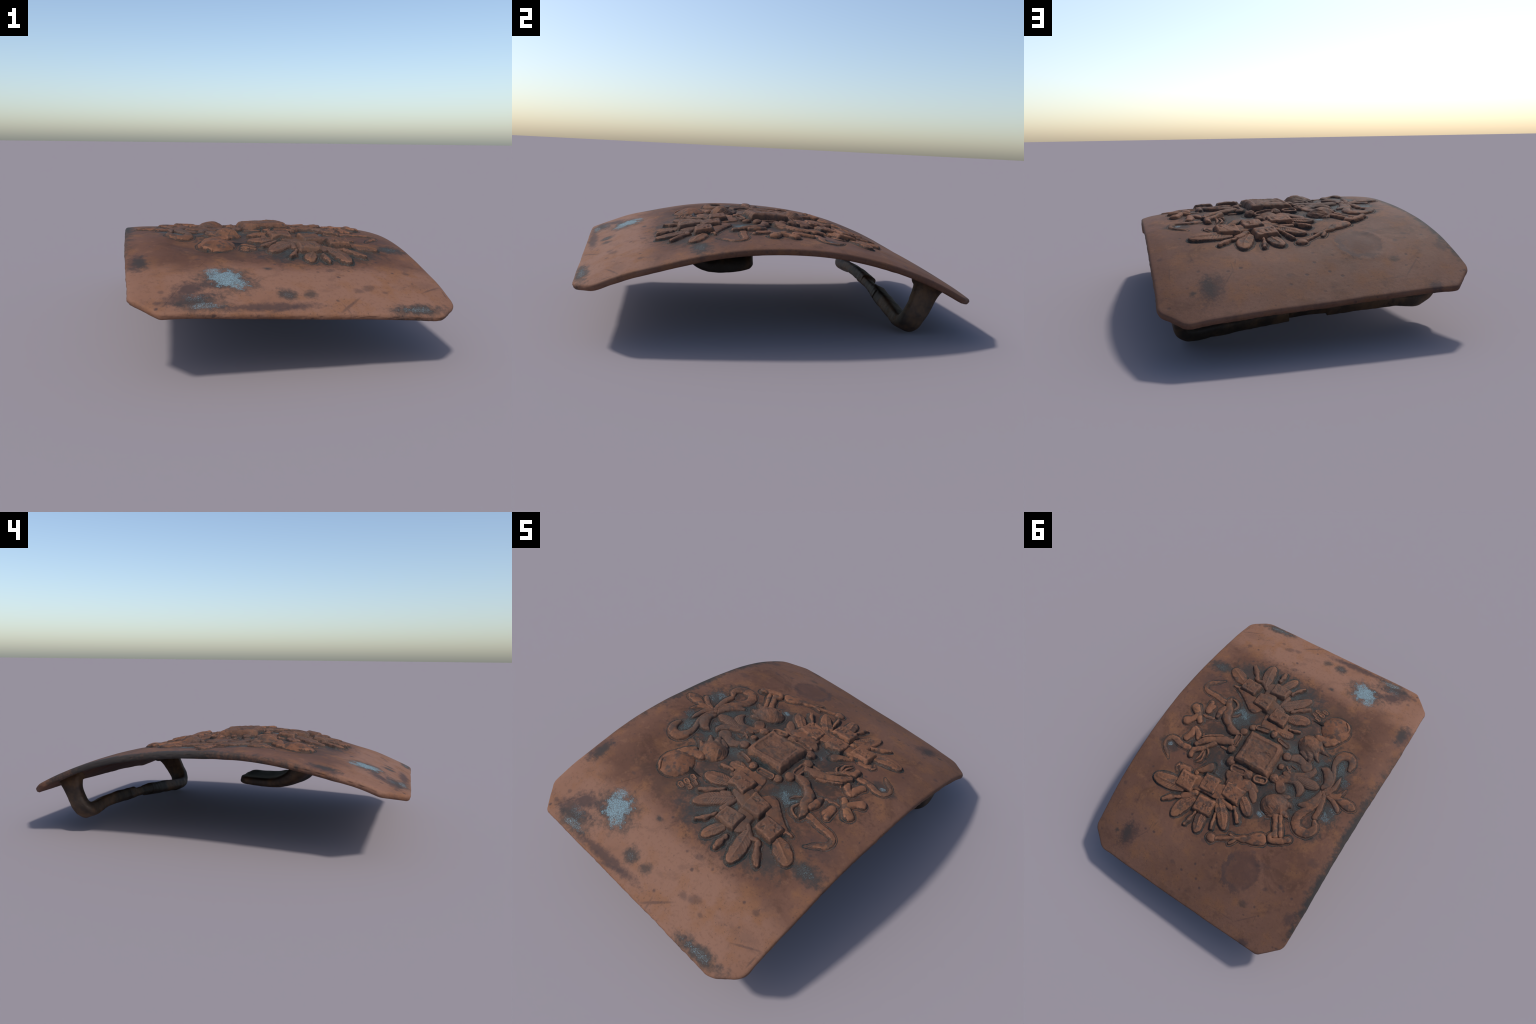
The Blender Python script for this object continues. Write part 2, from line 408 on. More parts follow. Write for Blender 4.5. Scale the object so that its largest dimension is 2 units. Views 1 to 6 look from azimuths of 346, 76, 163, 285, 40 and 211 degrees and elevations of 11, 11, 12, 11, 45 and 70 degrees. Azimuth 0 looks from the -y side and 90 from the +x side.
# ------------------------------------------------------------------ relief pieces
# each piece is a low mound lofted on the plate: an inside-distance field over a fine grid
# in plan gives its height, with a small fillet at its foot; the foot dips under the plate
STEP = .0024
FOOT = .0085
def mound(name, bounds, field, H, edge, parent, detail=None):
    x0, y0, x1, y1 = bounds
    m = FOOT * 2 + .012
    xs = np.arange(x0 - m, x1 + m + STEP, STEP); ys = np.arange(y0 - m, y1 + m + STEP, STEP)
    gx, gy = np.meshgrid(xs, ys, indexing='ij')
    d, core, info = field(gx + .0018 * noise(gx, gy, 1.0, 45, 2), gy + .0018 * noise(gx, gy, 6.0, 45, 2))
    rise = smooth(-FOOT, edge, d)
    h = -.004 + (H * core + .004) * rise
    if detail is not None:
        h = h + detail(gx, gy, d, info) * smooth(.3, .9, rise)
    h = h + .0009 * noise(gx, gy, 9.0, 70, 3) * rise
    # dark outline round the foot: a thin skin running out over the plate, of uneven width
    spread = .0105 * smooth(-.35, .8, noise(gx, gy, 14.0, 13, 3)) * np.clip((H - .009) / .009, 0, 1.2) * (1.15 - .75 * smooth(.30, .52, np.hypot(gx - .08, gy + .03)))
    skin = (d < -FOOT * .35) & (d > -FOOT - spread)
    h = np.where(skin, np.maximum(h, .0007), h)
    dark_edge = d + .004 * noise(gx, gy, 31.0, 60, 3) - .6 * spread + .001
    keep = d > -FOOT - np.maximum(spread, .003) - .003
    use = keep[:-1, :-1] | keep[1:, :-1] | keep[:-1, 1:] | keep[1:, 1:]
    idx = -np.ones(gx.shape, int)
    need = np.zeros(gx.shape, bool)
    for a in (slice(None, -1), slice(1, None)):
        for b in (slice(None, -1), slice(1, None)):
            need[a, b] |= use
    idx[need] = np.arange(need.sum())
    P = on_plate(gx[need], gy[need], h[need])
    i, j = np.nonzero(use)
    faces = np.stack([idx[i, j], idx[i + 1, j], idx[i + 1, j + 1], idx[i, j + 1]], -1).tolist()
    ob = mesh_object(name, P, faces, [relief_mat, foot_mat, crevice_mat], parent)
    g = dark_edge[i, j]
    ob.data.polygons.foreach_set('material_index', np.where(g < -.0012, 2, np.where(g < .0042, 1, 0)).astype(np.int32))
    return ob

def spine_field(spine, gx, gy):
    """Inside distance to a chain of discs; also local radius, run along and signed offset."""
    c = spine[:, :2]; r = spine[:, 2]
    seg = np.linalg.norm(np.diff(c, axis=0), axis=1)
    run = np.concatenate([[0], np.cumsum(seg)])
    tan = np.gradient(c, axis=0); tan /= np.linalg.norm(tan, axis=1)[:, None] + 1e-9
    best = np.full(gx.shape, -1e3); R = np.zeros(gx.shape); S = np.zeros(gx.shape); L = np.zeros(gx.shape)
    for k in range(len(c)):
        dx, dy = gx - c[k, 0], gy - c[k, 1]
        v = r[k] - np.sqrt(dx * dx + dy * dy)
        # rank by relative depth so that thin ends keep their own roundness
        w = v > best
        best = np.where(w, v, best); R = np.where(w, r[k], R)
        along = dx * tan[k, 0] + dy * tan[k, 1]
        S = np.where(w, run[k] + along, S); L = np.where(w, -dx * tan[k, 1] + dy * tan[k, 0], L)
    return best, R, S, L

def dense(pts):
    p = np.asarray(pts, float)
    length = np.linalg.norm(np.diff(p[:, :2], axis=0), axis=1).sum()
    s = catmull(p, max(6, int(length / .0035)))
    s[:, 2] = np.maximum(s[:, 2], .0012)
    return s

def branched(name, strokes, H, flat=.24, hair=0, ribs=False, rough=0, dome=False):
    if dome:
        flat = .06
    spines = [dense(s) for s in strokes]
    for s in spines:
        s[:, 2] += .003 * smooth(.002, .012, s[:, 2])       # room for the sloping foot
    allp = np.concatenate(spines)
    rmax = allp[:, 2].max()
    b = ((allp[:, 0] - allp[:, 2]).min(), (allp[:, 1] - allp[:, 2]).min(), (allp[:, 0] + allp[:, 2]).max(), (allp[:, 1] + allp[:, 2]).max())
    edge = .006 if dome else min(.010, .5 * rmax)
    def field(gx, gy):
        D = np.full(gx.shape, -1e3); C = np.zeros(gx.shape); I = None
        for k, sp in enumerate(spines):
            d, R, S, L = spine_field(sp, gx, gy)
            u = np.clip(d / np.maximum(R, 1e-6), 0, 1)
            lift = np.clip(R / rmax, .05, 1) ** (.8 if dome else .45)
            core = lift * (flat + (1 - flat) * (1 - (1 - u) ** 2) ** (1.0 if dome else .68))
            w = (d > 0) & (core > C) | ((d > D) & (D < 0))
            C = np.where(d > 0, np.maximum(C, core), np.where(d > D, np.maximum(C, core), C))
            if I is None:
                I = [S.copy(), L.copy(), R.copy(), u.copy()]
            else:
                for a, q in zip(I, (S, L, R, u)):
                    a[w] = q[w]
            D = np.maximum(D, d)
        return D, C, I
    def detail(gx, gy, d, info):
        S, L, R, u = info
        out = np.zeros(gx.shape)
        if hair:
            c = allp[len(spines[0]) // 2]
            dx, dy = gx - c[0], gy - c[1]
            ang = {1: -.6, 2: 2.6, 3: 0}[hair]
            if hair == 3:
                out += -.0016 * np.abs(np.sin(L * 330 + 2 * noise(gx, gy, 4, 20, 2)))
            else:
                v = dx * math.cos(ang) + dy * math.sin(ang); q = -dx * math.sin(ang) + dy * math.cos(ang)
                curl = q + .35 * v * v / .06 * np.sign(q)
                g = np.abs(np.sin(curl * 260 + 4.5 * noise(gx, gy, 2, 24, 3)))
                out += -.0022 * (1 - g) ** 2 * (.6 + .6 * noise(gx, gy, 9, 30, 2)) + .003 * noise(curl * 1.0, v * .25, 3, 60, 2)
        if ribs:
            side = smooth(.1, .75, np.abs(L) / np.maximum(R, 1e-5))
            out += -.0012 * side * (.5 + .5 * np.sin(S * 520)) * smooth(.02, .05, R)
        if rough:
            out += rough * noise(gx, gy, 3, 75, 2)
        if name == 'orb':
            out += .0014 * noise(gx, gy, 2, 20, 3)
        return out
    return mound(name, b, field, H, edge, eagle, detail if (hair or ribs or rough or dome) else None)

def stroke(name, pts, H, **k):
    return branched(name, [pts], H, **k)

def feather(name, tip, base, half_width, H, lobed=False):
    half_width *= .80 if lobed else 1.02
    tip, base = np.array(tip), np.array(base)
    tip = tip + (base - tip) / np.linalg.norm(base - tip) * .007
    length = np.linalg.norm(tip - base)
    ax = (tip - base) / length
    bend = rng.uniform(-.05, .05) * length
    t = np.linspace(0, 1, 40)
    w = half_width * np.where(t < .45, .70 + .30 * np.sin(t / .45 * math.pi / 2), np.sqrt(np.clip(1 - (np.maximum(t - .45, 0) / .605) ** 2.4, .02, 1)))
    if lobed:
        w = half_width * (.66 + .10 * np.sin(t * 2 * math.pi * 1.7 + 1.2 + bend * 40) - .30 * smooth(.45, 0, t) + .14 * np.exp(-((t - .10) / .09) ** 2))
    reach = length - w[-1] * .95
    c = base[None] + ax * (t * reach)[:, None] + np.array([-ax[1], ax[0]]) * (bend * np.sin(t * math.pi))[:, None]
    spine = np.column_stack([c, w])
    b = ((c[:, 0] - w).min(), (c[:, 1] - w).min(), (c[:, 0] + w).max(), (c[:, 1] + w).max())
    vein = rng.uniform(420, 520)
    def field(gx, gy):
        d, R, S, L = spine_field(spine, gx, gy)
        u = np.clip(d / np.maximum(R, 1e-6), 0, 1)
        slope = .78 + .22 * smooth(0, length * .7, S)            # sinks towards its root
        return d, slope * (.62 + .38 * np.sqrt(1 - (1 - u) ** 2)), (S, L, R, u)
    def detail(gx, gy, d, info):
        S, L, R, u = info
        rib = np.exp(-(L / (.10 * half_width + .0018)) ** 2)
        out = .0035 * rib * smooth(length * 1.0, length * .6, S)
        if not lobed:
            barb = np.sin((S - .8 * np.abs(L)) * vein)
            out += .0009 * barb * (1 - rib) * (.6 + .6 * noise(gx, gy, 4, 26, 2)) * smooth(length * .75, length * .45, S)
        else:
            out += .0022 * np.sin(np.abs(L) / half_width * 7)
        return out
    return mound(name, b, field, H, min(.009, .4 * half_width), eagle, detail)

def shield(name, corners, H, pit=1):
    q = np.array(corners)
    ctr = q.mean(0)
    area = sum(q[i - 1][0] * q[i][1] - q[i][0] * q[i - 1][1] for i in range(len(q)))
    if area < 0:
        q = q[::-1]
    size = np.sqrt(abs(area) / 2)
    grow = .0075 if pit == 1 else .013
    def field(gx, gy):
        d = np.full(gx.shape, 1e3)
        k = 260.0
        acc = np.zeros(gx.shape)
        for i in range(len(q)):
            a, b = q[i - 1], q[i]
            t = (b - a) / np.linalg.norm(b - a)
            e = (gx - a[0]) * -t[1] + (gy - a[1]) * t[0] + grow
            acc += np.exp(-np.clip(e, -.05, .3) * k)
        d = -np.log(acc) / k                                     # smooth minimum: rounded corners
        u = np.clip(d / (.5 * size), 0, 1)
        return d, (.82 + .18 * (1 - (1 - u) ** 2)) if pit == 1 else (.74 + .26 * (1 - (1 - u) ** 2)), u
    def detail(gx, gy, d, u):
        rim = np.exp(-((d - (.022 if pit == 1 else .032)) / .008) ** 2) * (.0008 if pit == 1 else .0034)
        dent = (-.0048 if pit == 1 else -.0065) * smooth(-.02, .55, noise(gx, gy, 13.0, 32 if pit == 1 else 15, 4)) * (smooth(.014, .034, d) if pit == 1 else smooth(.028, .052, d))
        if pit == 2:
            dent = dent - .003 * smooth(.030, .046, d)
        return rim + dent + .0016 * noise(gx, gy, 5.0, 60, 3) * smooth(.01, .02, d)
    b = (q[:, 0].min() - .016, q[:, 1].min() - .016, q[:, 0].max() + .016, q[:, 1].max() + .016)
    return mound(name, b, field, H, .0165 if pit == 1 else .021, eagle, detail)

def link(name, a, b, half_width, H):
    """One open chain link: a stadium-shaped ring."""
    half_width += .0035
    a, b = np.array(a), np.array(b)
    ln = np.linalg.norm(b - a); t = (b - a) / ln
    def field(gx, gy):
        dx, dy = gx - a[0], gy - a[1]
        s = np.clip(dx * t[0] + dy * t[1], 0, ln)
        r = np.hypot(dx - s * t[0], dy - s * t[1])
        d = half_width - r
        hole = smooth(half_width * .62, half_width * .30, r)
        u = np.clip(d / half_width, 0, 1)
        return d, (.75 + .25 * np.sqrt(1 - (1 - np.clip(u * 2, 0, 1)) ** 2)) * (1 - .62 * hole), None
    bd = (min(a[0], b[0]) - half_width, min(a[1], b[1]) - half_width, max(a[0], b[0]) + half_width, max(a[1], b[1]) + half_width)
    return mound(name, bd, field, H, min(.006, .5 * half_width), eagle)

eagle = bpy.data.objects.new('double_headed_eagle', None)
bpy.context.collection.objects.link(eagle)
eagle.parent = buckle

# central breast shield and the eight small wing shields
shield('breast_shield', [(0.14, -0.104), (-0.057, -0.114), (-0.084, -0.089), (-0.088, 0.094), (0.137, 0.095)], 0.041, pit=2)
shield('wing_shield', [(0.382, -0.434), (0.269, -0.427), (0.275, -0.338), (0.387, -0.341)], 0.036)
shield('wing_shield', [(0.202, -0.499), (0.09, -0.498), (0.093, -0.422), (0.203, -0.408)], 0.036)
shield('wing_shield', [(0.251, -0.379), (0.15, -0.385), (0.137, -0.276), (0.255, -0.289)], 0.036)
shield('wing_shield', [(0.106, -0.331), (-0.003, -0.326), (-0.007, -0.23), (0.112, -0.235)], 0.036)
shield('wing_shield', [(0.392, 0.303), (0.275, 0.304), (0.273, 0.404), (0.388, 0.406)], 0.032)
shield('wing_shield', [(0.249, 0.249), (0.143, 0.252), (0.136, 0.348), (0.247, 0.356)], 0.032)
shield('wing_shield', [(0.103, 0.228), (-0.024, 0.235), (-0.023, 0.332), (0.1, 0.324)], 0.032)
shield('wing_shield', [(0.216, 0.385), (0.098, 0.376), (0.095, 0.474), (0.212, 0.479)], 0.032)

# wing on the front side: arm, flight feathers and the slim acanthus feathers between them
branched('wing_arm', [[(0.381, -0.346, 0.0215), (0.304, -0.318, 0.0354), (0.231, -0.275, 0.0437)],
    [(0.231, -0.275, 0.0437), (0.175, -0.33, 0.0491), (0.087, -0.312, 0.0521)],
    [(0.204, -0.456, 0.043), (0.175, -0.33, 0.0456)]], 0.017, flat=0.5)
branched('breast', [[(0.087, -0.254, 0.0518), (0.083, -0.201, 0.0446)],
    [(0.087, -0.254, 0.0518), (0.007, -0.234, 0.048)]], 0.009, flat=0.8)
feather('feather', (0.5222, -0.4666), (0.3992, -0.4048), 0.0425, 0.013)
feather('feather', (0.2991, -0.6333), (0.265, -0.4695), 0.0416, 0.017)
feather('feather', (0.098, -0.6161), (0.1482, -0.5142), 0.0310, 0.013)
feather('feather', (-0.0661, -0.5187), (0.0723, -0.3817), 0.0373, 0.015)
feather('feather', (-0.1389, -0.3643), (-0.0091, -0.3136), 0.0397, 0.015)
feather('feather', (-0.1014, -0.2224), (-0.0204, -0.2023), 0.0289, 0.011)
feather('slim_feather', (0.4154, -0.5682), (0.3329, -0.4633), 0.0395, 0.016, lobed=True)
feather('slim_feather', (0.1968, -0.6265), (0.1959, -0.5377), 0.0368, 0.018, lobed=True)
feather('slim_feather', (0.0135, -0.581), (0.0765, -0.4842), 0.0279, 0.017, lobed=True)
feather('slim_feather', (-0.0956, -0.4576), (0.0084, -0.3631), 0.0307, 0.015, lobed=True)
feather('slim_feather', (-0.128, -0.2705), (-0.0451, -0.247), 0.0264, 0.016, lobed=True)
stroke('covert_feather', [(0.078, -0.445, 0.0135), (0.086, -0.404, 0.0148), (0.095, -0.365, 0.0088)], 0.014)
stroke('covert_feather', [(0.013, -0.381, 0.0122), (0.046, -0.365, 0.0157)], 0.012)
stroke('covert_feather', [(0.321, -0.461, 0.0116), (0.287, -0.467, 0.0137), (0.239, -0.434, 0.0143)], 0.014)
stroke('covert_feather', [(0.429, -0.343, 0.0079), (0.388, -0.343, 0.0125)], 0.013)
stroke('covert_feather', [(-0.013, -0.242, 0.0171), (-0.03, -0.266, 0.0137)], 0.008)

# wing on the back side
branched('wing_arm', [[(0.075, 0.199, 0.0499), (0.055, 0.243, 0.0498), (-0.006, 0.208, 0.0364)],
    [(0.121, 0.19, 0.0267), (0.081, 0.203, 0.04)],
    [(0.206, 0.312, 0.0503), (0.123, 0.316, 0.05), (0.062, 0.281, 0.0431)],
    [(0.338, 0.353, 0.0442), (0.221, 0.32, 0.0471)]], 0.021, flat=0.5)
feather('feather', (0.546, 0.4272), (0.3407, 0.3995), 0.0470, 0.016)
feather('feather', (0.3087, 0.5919), (0.2429, 0.4366), 0.0427, 0.015)
feather('feather', (0.1139, 0.6031), (0.1451, 0.469), 0.0376, 0.016)
feather('feather', (-0.0398, 0.5033), (0.0943, 0.3519), 0.0369, 0.018)
feather('feather', (-0.1322, 0.3598), (-0.0319, 0.2808), 0.0343, 0.016)
feather('slim_feather', (0.421, 0.5304), (0.3114, 0.4569), 0.0310, 0.015, lobed=True)
feather('slim_feather', (0.2066, 0.6007), (0.1828, 0.4857), 0.0264, 0.015, lobed=True)
feather('slim_feather', (0.0379, 0.5429), (0.0687, 0.4384), 0.0271, 0.017, lobed=True)
feather('slim_feather', (-0.0955, 0.4307), (-0.0126, 0.3491), 0.0323, 0.019, lobed=True)
stroke('covert_feather', [(0.304, 0.443, 0.021), (0.276, 0.422, 0.021), (0.245, 0.39, 0.0202)], 0.019)
stroke('covert_feather', [(-0.004, 0.361, 0.0139), (0.039, 0.355, 0.0149), (0.077, 0.345, 0.0116)], 0.016)
stroke('covert_feather', [(-0.097, 0.258, 0.0148), (-0.077, 0.235, 0.0247), (-0.047, 0.206, 0.0198)], 0.012)
stroke('covert_feather', [(-0.076, 0.196, 0.0132), (-0.036, 0.188, 0.0248), (0.008, 0.182, 0.0232)], 0.009)
stroke('covert_feather', [(0.069, 0.42, 0.0126), (0.088, 0.389, 0.015)], 0.015)
stroke('covert_feather', [(0.247, 0.212, 0.0277), (0.271, 0.239, 0.0237), (0.306, 0.266, 0.0095)], 0.016)
stroke('covert_feather', [(0.309, 0.281, 0.0143), (0.309, 0.284, 0.0136)], 0.011)
stroke('covert_feather', [(0.422, 0.335, 0.0055), (0.439, 0.313, 0.0069), (0.43, 0.292, 0.0076)], 0.006)
stroke('covert_feather', [(0.402, 0.303, 0.024), (0.364, 0.298, 0.0239)], 0.006)

# two crowned heads: neck, beak, crest and the ribbon curling out behind each
branched('head', [[(0.388, -0.25, 0.0078), (0.383, -0.205, 0.0218), (0.353, -0.162, 0.0262), (0.346, -0.117, 0.0285), (0.301, -0.081, 0.0214), (0.257, -0.057, 0.0257), (0.224, -0.057, 0.0205)],
    [(0.389, -0.164, 0.0175), (0.395, -0.129, 0.0217), (0.393, -0.089, 0.0139)]], 0.024)
branched('head', [[(0.41, 0.131, 0.0172), (0.373, 0.084, 0.0227), (0.314, 0.048, 0.0246), (0.264, 0.026, 0.03), (0.221, 0.01, 0.0238)],
    [(0.402, 0.204, 0.0188), (0.401, 0.171, 0.0213), (0.367, 0.142, 0.0178), (0.335, 0.104, 0.015), (0.309, 0.068, 0.0171)]], 0.026)
stroke('crest_feather', [(0.376, -0.251, 0.0064), (0.345, -0.243, 0.0085), (0.325, -0.217, 0.0084), (0.332, -0.183, 0.0063)], 0.011)
stroke('crest_feather', [(0.314, -0.137, 0.0042), (0.295, -0.158, 0.0063), (0.283, -0.183, 0.0042)], 0.008)
stroke('crest_feather', [(0.363, 0.225, 0.0034), (0.349, 0.191, 0.0089), (0.349, 0.147, 0.0075)], 0.01)
stroke('crest_feather', [(0.352, 0.236, 0.0034), (0.327, 0.2, 0.0082), (0.331, 0.166, 0.0089), (0.34, 0.142, 0.0055)], 0.011)
stroke('crest_feather', [(0.31, 0.176, 0.0034), (0.311, 0.142, 0.0075), (0.335, 0.119, 0.0068)], 0.011)
stroke('crest_feather', [(0.399, 0.072, 0.0069), (0.362, 0.04, 0.009), (0.296, 0.003, 0.0075)], 0.016)
stroke('crest_feather', [(0.264, 0.066, 0.0068), (0.224, 0.064, 0.0088), (0.2, 0.07, 0.0068)], 0.008)
stroke('ribbon', [(0.416, -0.204, 0.0177), (0.489, -0.214, 0.0171), (0.545, -0.215, 0.0151), (0.576, -0.226, 0.013), (0.586, -0.255, 0.0123), (0.574, -0.282, 0.0123), (0.54, -0.308, 0.0109), (0.504, -0.344, 0.0022)], 0.007, flat=0.9)
stroke('ribbon', [(0.443, 0.174, 0.0173), (0.495, 0.178, 0.0181), (0.546, 0.165, 0.0168), (0.579, 0.173, 0.0126), (0.594, 0.207, 0.0105), (0.584, 0.239, 0.0098), (0.55, 0.265, 0.0105), (0.518, 0.294, 0.0021)], 0.008, flat=0.9)
branched('crown', [[(0.55, -0.077, 0.029), (0.507, -0.043, 0.0211)],
    [(0.55, 0.027, 0.0274), (0.528, 0.004, 0.0182), (0.507, -0.039, 0.0232)],
    [(0.507, -0.039, 0.0211), (0.474, -0.009, 0.0175)]], 0.02)
branched('crown', [[(0.479, 0.052, 0.0157), (0.476, 0.088, 0.0215), (0.487, 0.127, 0.0215)],
    [(0.474, 0.04, 0.0139), (0.438, 0.066, 0.0201), (0.426, 0.093, 0.0138)]], 0.015)
branched('crown_tuft', [[(0.482, -0.157, 0.0149), (0.468, -0.099, 0.0239)],
    [(0.468, -0.099, 0.0211), (0.456, -0.138, 0.0141)]], 0.014)
branched('breast_ribbon', [[(0.483, -0.058, 0.0077), (0.45, -0.059, 0.0105), (0.41, -0.068, 0.0091)],
    [(0.39, 0.074, 0.0069), (0.406, 0.05, 0.0055)]], 0.006)

# order chain round the breast shield
link('chain_link', (0.1239, -0.1539), (0.0645, -0.165), 0.0178, 0.016)
link('chain_link', (0.1964, 0.0124), (0.199, -0.0451), 0.0211, 0.014)
link('chain_link', (0.1141, 0.1449), (0.0525, 0.1418), 0.0234, 0.016)
link('chain_link', (-0.0431, 0.1348), (-0.0831, 0.1238), 0.0238, 0.017)
link('chain_link', (-0.0334, -0.1514), (-0.0923, -0.139), 0.0135, 0.01)
stroke('chain_bead', [(0.192, -0.084, 0.026), (0.189, -0.085, 0.026)], 0.021)
stroke('chain_bead', [(0.195, 0.054, 0.0271), (0.192, 0.053, 0.0271)], 0.021)
stroke('chain_bead', [(0.158, -0.138, 0.024), (0.156, -0.139, 0.024)], 0.016, rough=0.0028)
stroke('chain_bead', [(0.157, 0.116, 0.0289), (0.155, 0.114, 0.0289)], 0.023, rough=0.0028)
stroke('chain_bead', [(0.019, 0.141, 0.0286), (0.017, 0.14, 0.0286)], 0.02, rough=0.0028)
stroke('chain_bead', [(-0.13, 0.077, 0.0274), (-0.132, 0.075, 0.0274)], 0.022, rough=0.0028)
stroke('chain_bead', [(-0.129, -0.082, 0.0287), (-0.132, -0.083, 0.0287)], 0.02)
stroke('chain_bead', [(0.014, -0.164, 0.0258), (0.011, -0.165, 0.0258)], 0.019, rough=0.0028)
stroke('chain_bead', [(-0.129, -0.005, 0.0199), (-0.132, -0.006, 0.0199)], 0.017, rough=0.0028)
stroke('chain_bead', [(-0.178, 0.016, 0.0211), (-0.181, 0.015, 0.0211)], 0.019, rough=0.0028)
stroke('chain_bead', [(-0.07, 0.134, 0.0164), (-0.076, 0.131, 0.0163)], 0.011, rough=0.0028)
branched('saltire_cross', [[(-0.161, -0.025, 0.0066), (-0.214, 0.005, 0.0079)],
    [(-0.185, -0.031, 0.006), (-0.184, -0.006, 0.0073), (-0.181, 0.027, 0.006)],
    [(-0.186, -0.048, 0.0047), (-0.217, -0.042, 0.0046)]], 0.009)

# leg gripping the orb: feathered thigh, talon, orb and its cross
branched('thigh', [[(-0.206, -0.221, 0.0688), (-0.222, -0.222, 0.0654)],
    [(-0.222, -0.188, 0.0367), (-0.257, -0.141, 0.0166), (-0.272, -0.104, 0.0026)],
    [(-0.257, -0.2, 0.0267), (-0.302, -0.159, 0.0073), (-0.311, -0.154, 0.002)],
    [(-0.254, -0.259, 0.0252), (-0.3, -0.226, 0.014), (-0.353, -0.219, 0.0027)],
    [(-0.197, -0.164, 0.02), (-0.23, -0.141, 0.0133), (-0.248, -0.127, 0.0033)]], 0.044, hair=1, dome=True)
branched('talon', [[(-0.228, -0.293, 0.0238), (-0.285, -0.303, 0.0288), (-0.319, -0.331, 0.0289)],
    [(-0.295, -0.284, 0.0203), (-0.327, -0.311, 0.0169), (-0.352, -0.342, 0.0102)]], 0.02)
stroke('orb', [(-0.295, -0.401, 0.0897), (-0.3, -0.407, 0.0884)], 0.039, dome=True)
stroke('talon', [(-0.332, -0.483, 0.0076), (-0.355, -0.463, 0.0118), (-0.368, -0.433, 0.011), (-0.362, -0.398, 0.0068)], 0.024)
link('orb_cross', (-0.1274, -0.4634), (-0.1438, -0.4598), 0.0119, 0.006)
link('orb_cross', (-0.1653, -0.483), (-0.1817, -0.4794), 0.0119, 0.006)
link('orb_cross', (-0.1567, -0.4505), (-0.1729, -0.447), 0.0119, 0.006)
link('orb_cross', (-0.121, -0.4309), (-0.1373, -0.4275), 0.0119, 0.006)
link('orb_cross', (-0.1514, -0.4138), (-0.1676, -0.4104), 0.0118, 0.006)

# leg gripping the sceptre: feathered thigh, shank, foot and sceptre
branched('thigh', [[(-0.204, 0.225, 0.0682), (-0.234, 0.206, 0.0665)],
    [(-0.238, 0.156, 0.0228), (-0.265, 0.138, 0.0146), (-0.286, 0.13, 0.0032)],
    [(-0.26, 0.193, 0.0308), (-0.296, 0.176, 0.0162), (-0.321, 0.184, 0.0026)],
    [(-0.269, 0.233, 0.0291), (-0.314, 0.237, 0.0129), (-0.341, 0.254, 0.0019)],
    [(-0.26, 0.261, 0.0194), (-0.228, 0.283, 0.013), (-0.215, 0.305, 0.0026)]], 0.04, hair=2, dome=True)
branched('shank', [[(-0.259, 0.275, 0.0188), (-0.289, 0.321, 0.0178), (-0.318, 0.374, 0.0194)],
    [(-0.287, 0.259, 0.0156), (-0.315, 0.307, 0.0149), (-0.349, 0.361, 0.0149)]], 0.018)
branched('foot', [[(-0.31, 0.361, 0.0129), (-0.297, 0.391, 0.0168), (-0.31, 0.409, 0.0194), (-0.335, 0.402, 0.02), (-0.374, 0.38, 0.02)],
    [(-0.386, 0.368, 0.02), (-0.399, 0.359, 0.02)]], 0.022)
branched('sceptre', [[(-0.188, 0.477, 0.0196), (-0.221, 0.456, 0.0325), (-0.251, 0.438, 0.0373), (-0.261, 0.436, 0.0341)],
    [(-0.141, 0.494, 0.0147), (-0.165, 0.484, 0.0216), (-0.177, 0.478, 0.0183)],
    [(-0.078, 0.5, 0.0079), (-0.106, 0.506, 0.0125), (-0.121, 0.516, 0.0125), (-0.101, 0.548, 0.0092)],
    [(-0.014, 0.562, 0.0113), (-0.057, 0.537, 0.0112), (-0.098, 0.515, 0.0125), (-0.16, 0.484, 0.0131)],
    [(0.018, 0.571, 0.0259), (0.012, 0.575, 0.0252)]], 0.017)

# tail: three plumes and the acanthus scrolls around them
branched('tail_plume', [[(-0.314, -0.105, 0.0086), (-0.318, -0.075, 0.0198), (-0.296, -0.038, 0.0238), (-0.262, -0.018, 0.0218), (-0.217, 0.004, 0.0205)]], 0.014, hair=3)
branched('tail_plume', [[(-0.258, 0.002, 0.0165), (-0.319, 0.002, 0.0328), (-0.362, -0.003, 0.0301), (-0.387, -0.004, 0.0147)]], 0.019, hair=3)
branched('tail_plume', [[(-0.219, 0.052, 0.0072), (-0.252, 0.036, 0.0164), (-0.288, 0.043, 0.0269), (-0.308, 0.067, 0.0236), (-0.308, 0.098, 0.0098), (-0.3, 0.11, 0.0026)]], 0.017, hair=3)
branched('tail', [[(-0.197, 0.11, 0.0312), (-0.171, 0.074, 0.0264), (-0.19, 0.043, 0.0281), (-0.238, 0.019, 0.0313), (-0.292, 0.02, 0.0296)],
    [(-0.148, -0.079, 0.0134), (-0.192, -0.109, 0.0267), (-0.235, -0.101, 0.02)]], 0.011, flat=0.6)
stroke('tail_bead', [(-0.263, -0.087, 0.0349), (-0.265, -0.088, 0.0349)], 0.009)
stroke('acanthus_scroll', [(-0.5, -0.2, 0.0133), (-0.499, -0.241, 0.0217), (-0.469, -0.275, 0.0262), (-0.427, -0.268, 0.0275), (-0.405, -0.229, 0.0221), (-0.408, -0.182, 0.0166), (-0.431, -0.129, 0.0145), (-0.447, -0.09, 0.0151), (-0.451, -0.044, 0.0151), (-0.441, -0.009, 0.0157)], 0.015, ribs=True)
stroke('acanthus_leaf', [(-0.353, -0.126, 0.0073), (-0.385, -0.126, 0.0248), (-0.415, -0.099, 0.0303), (-0.427, -0.062, 0.0263), (-0.414, -0.017, 0.0098)], 0.016)
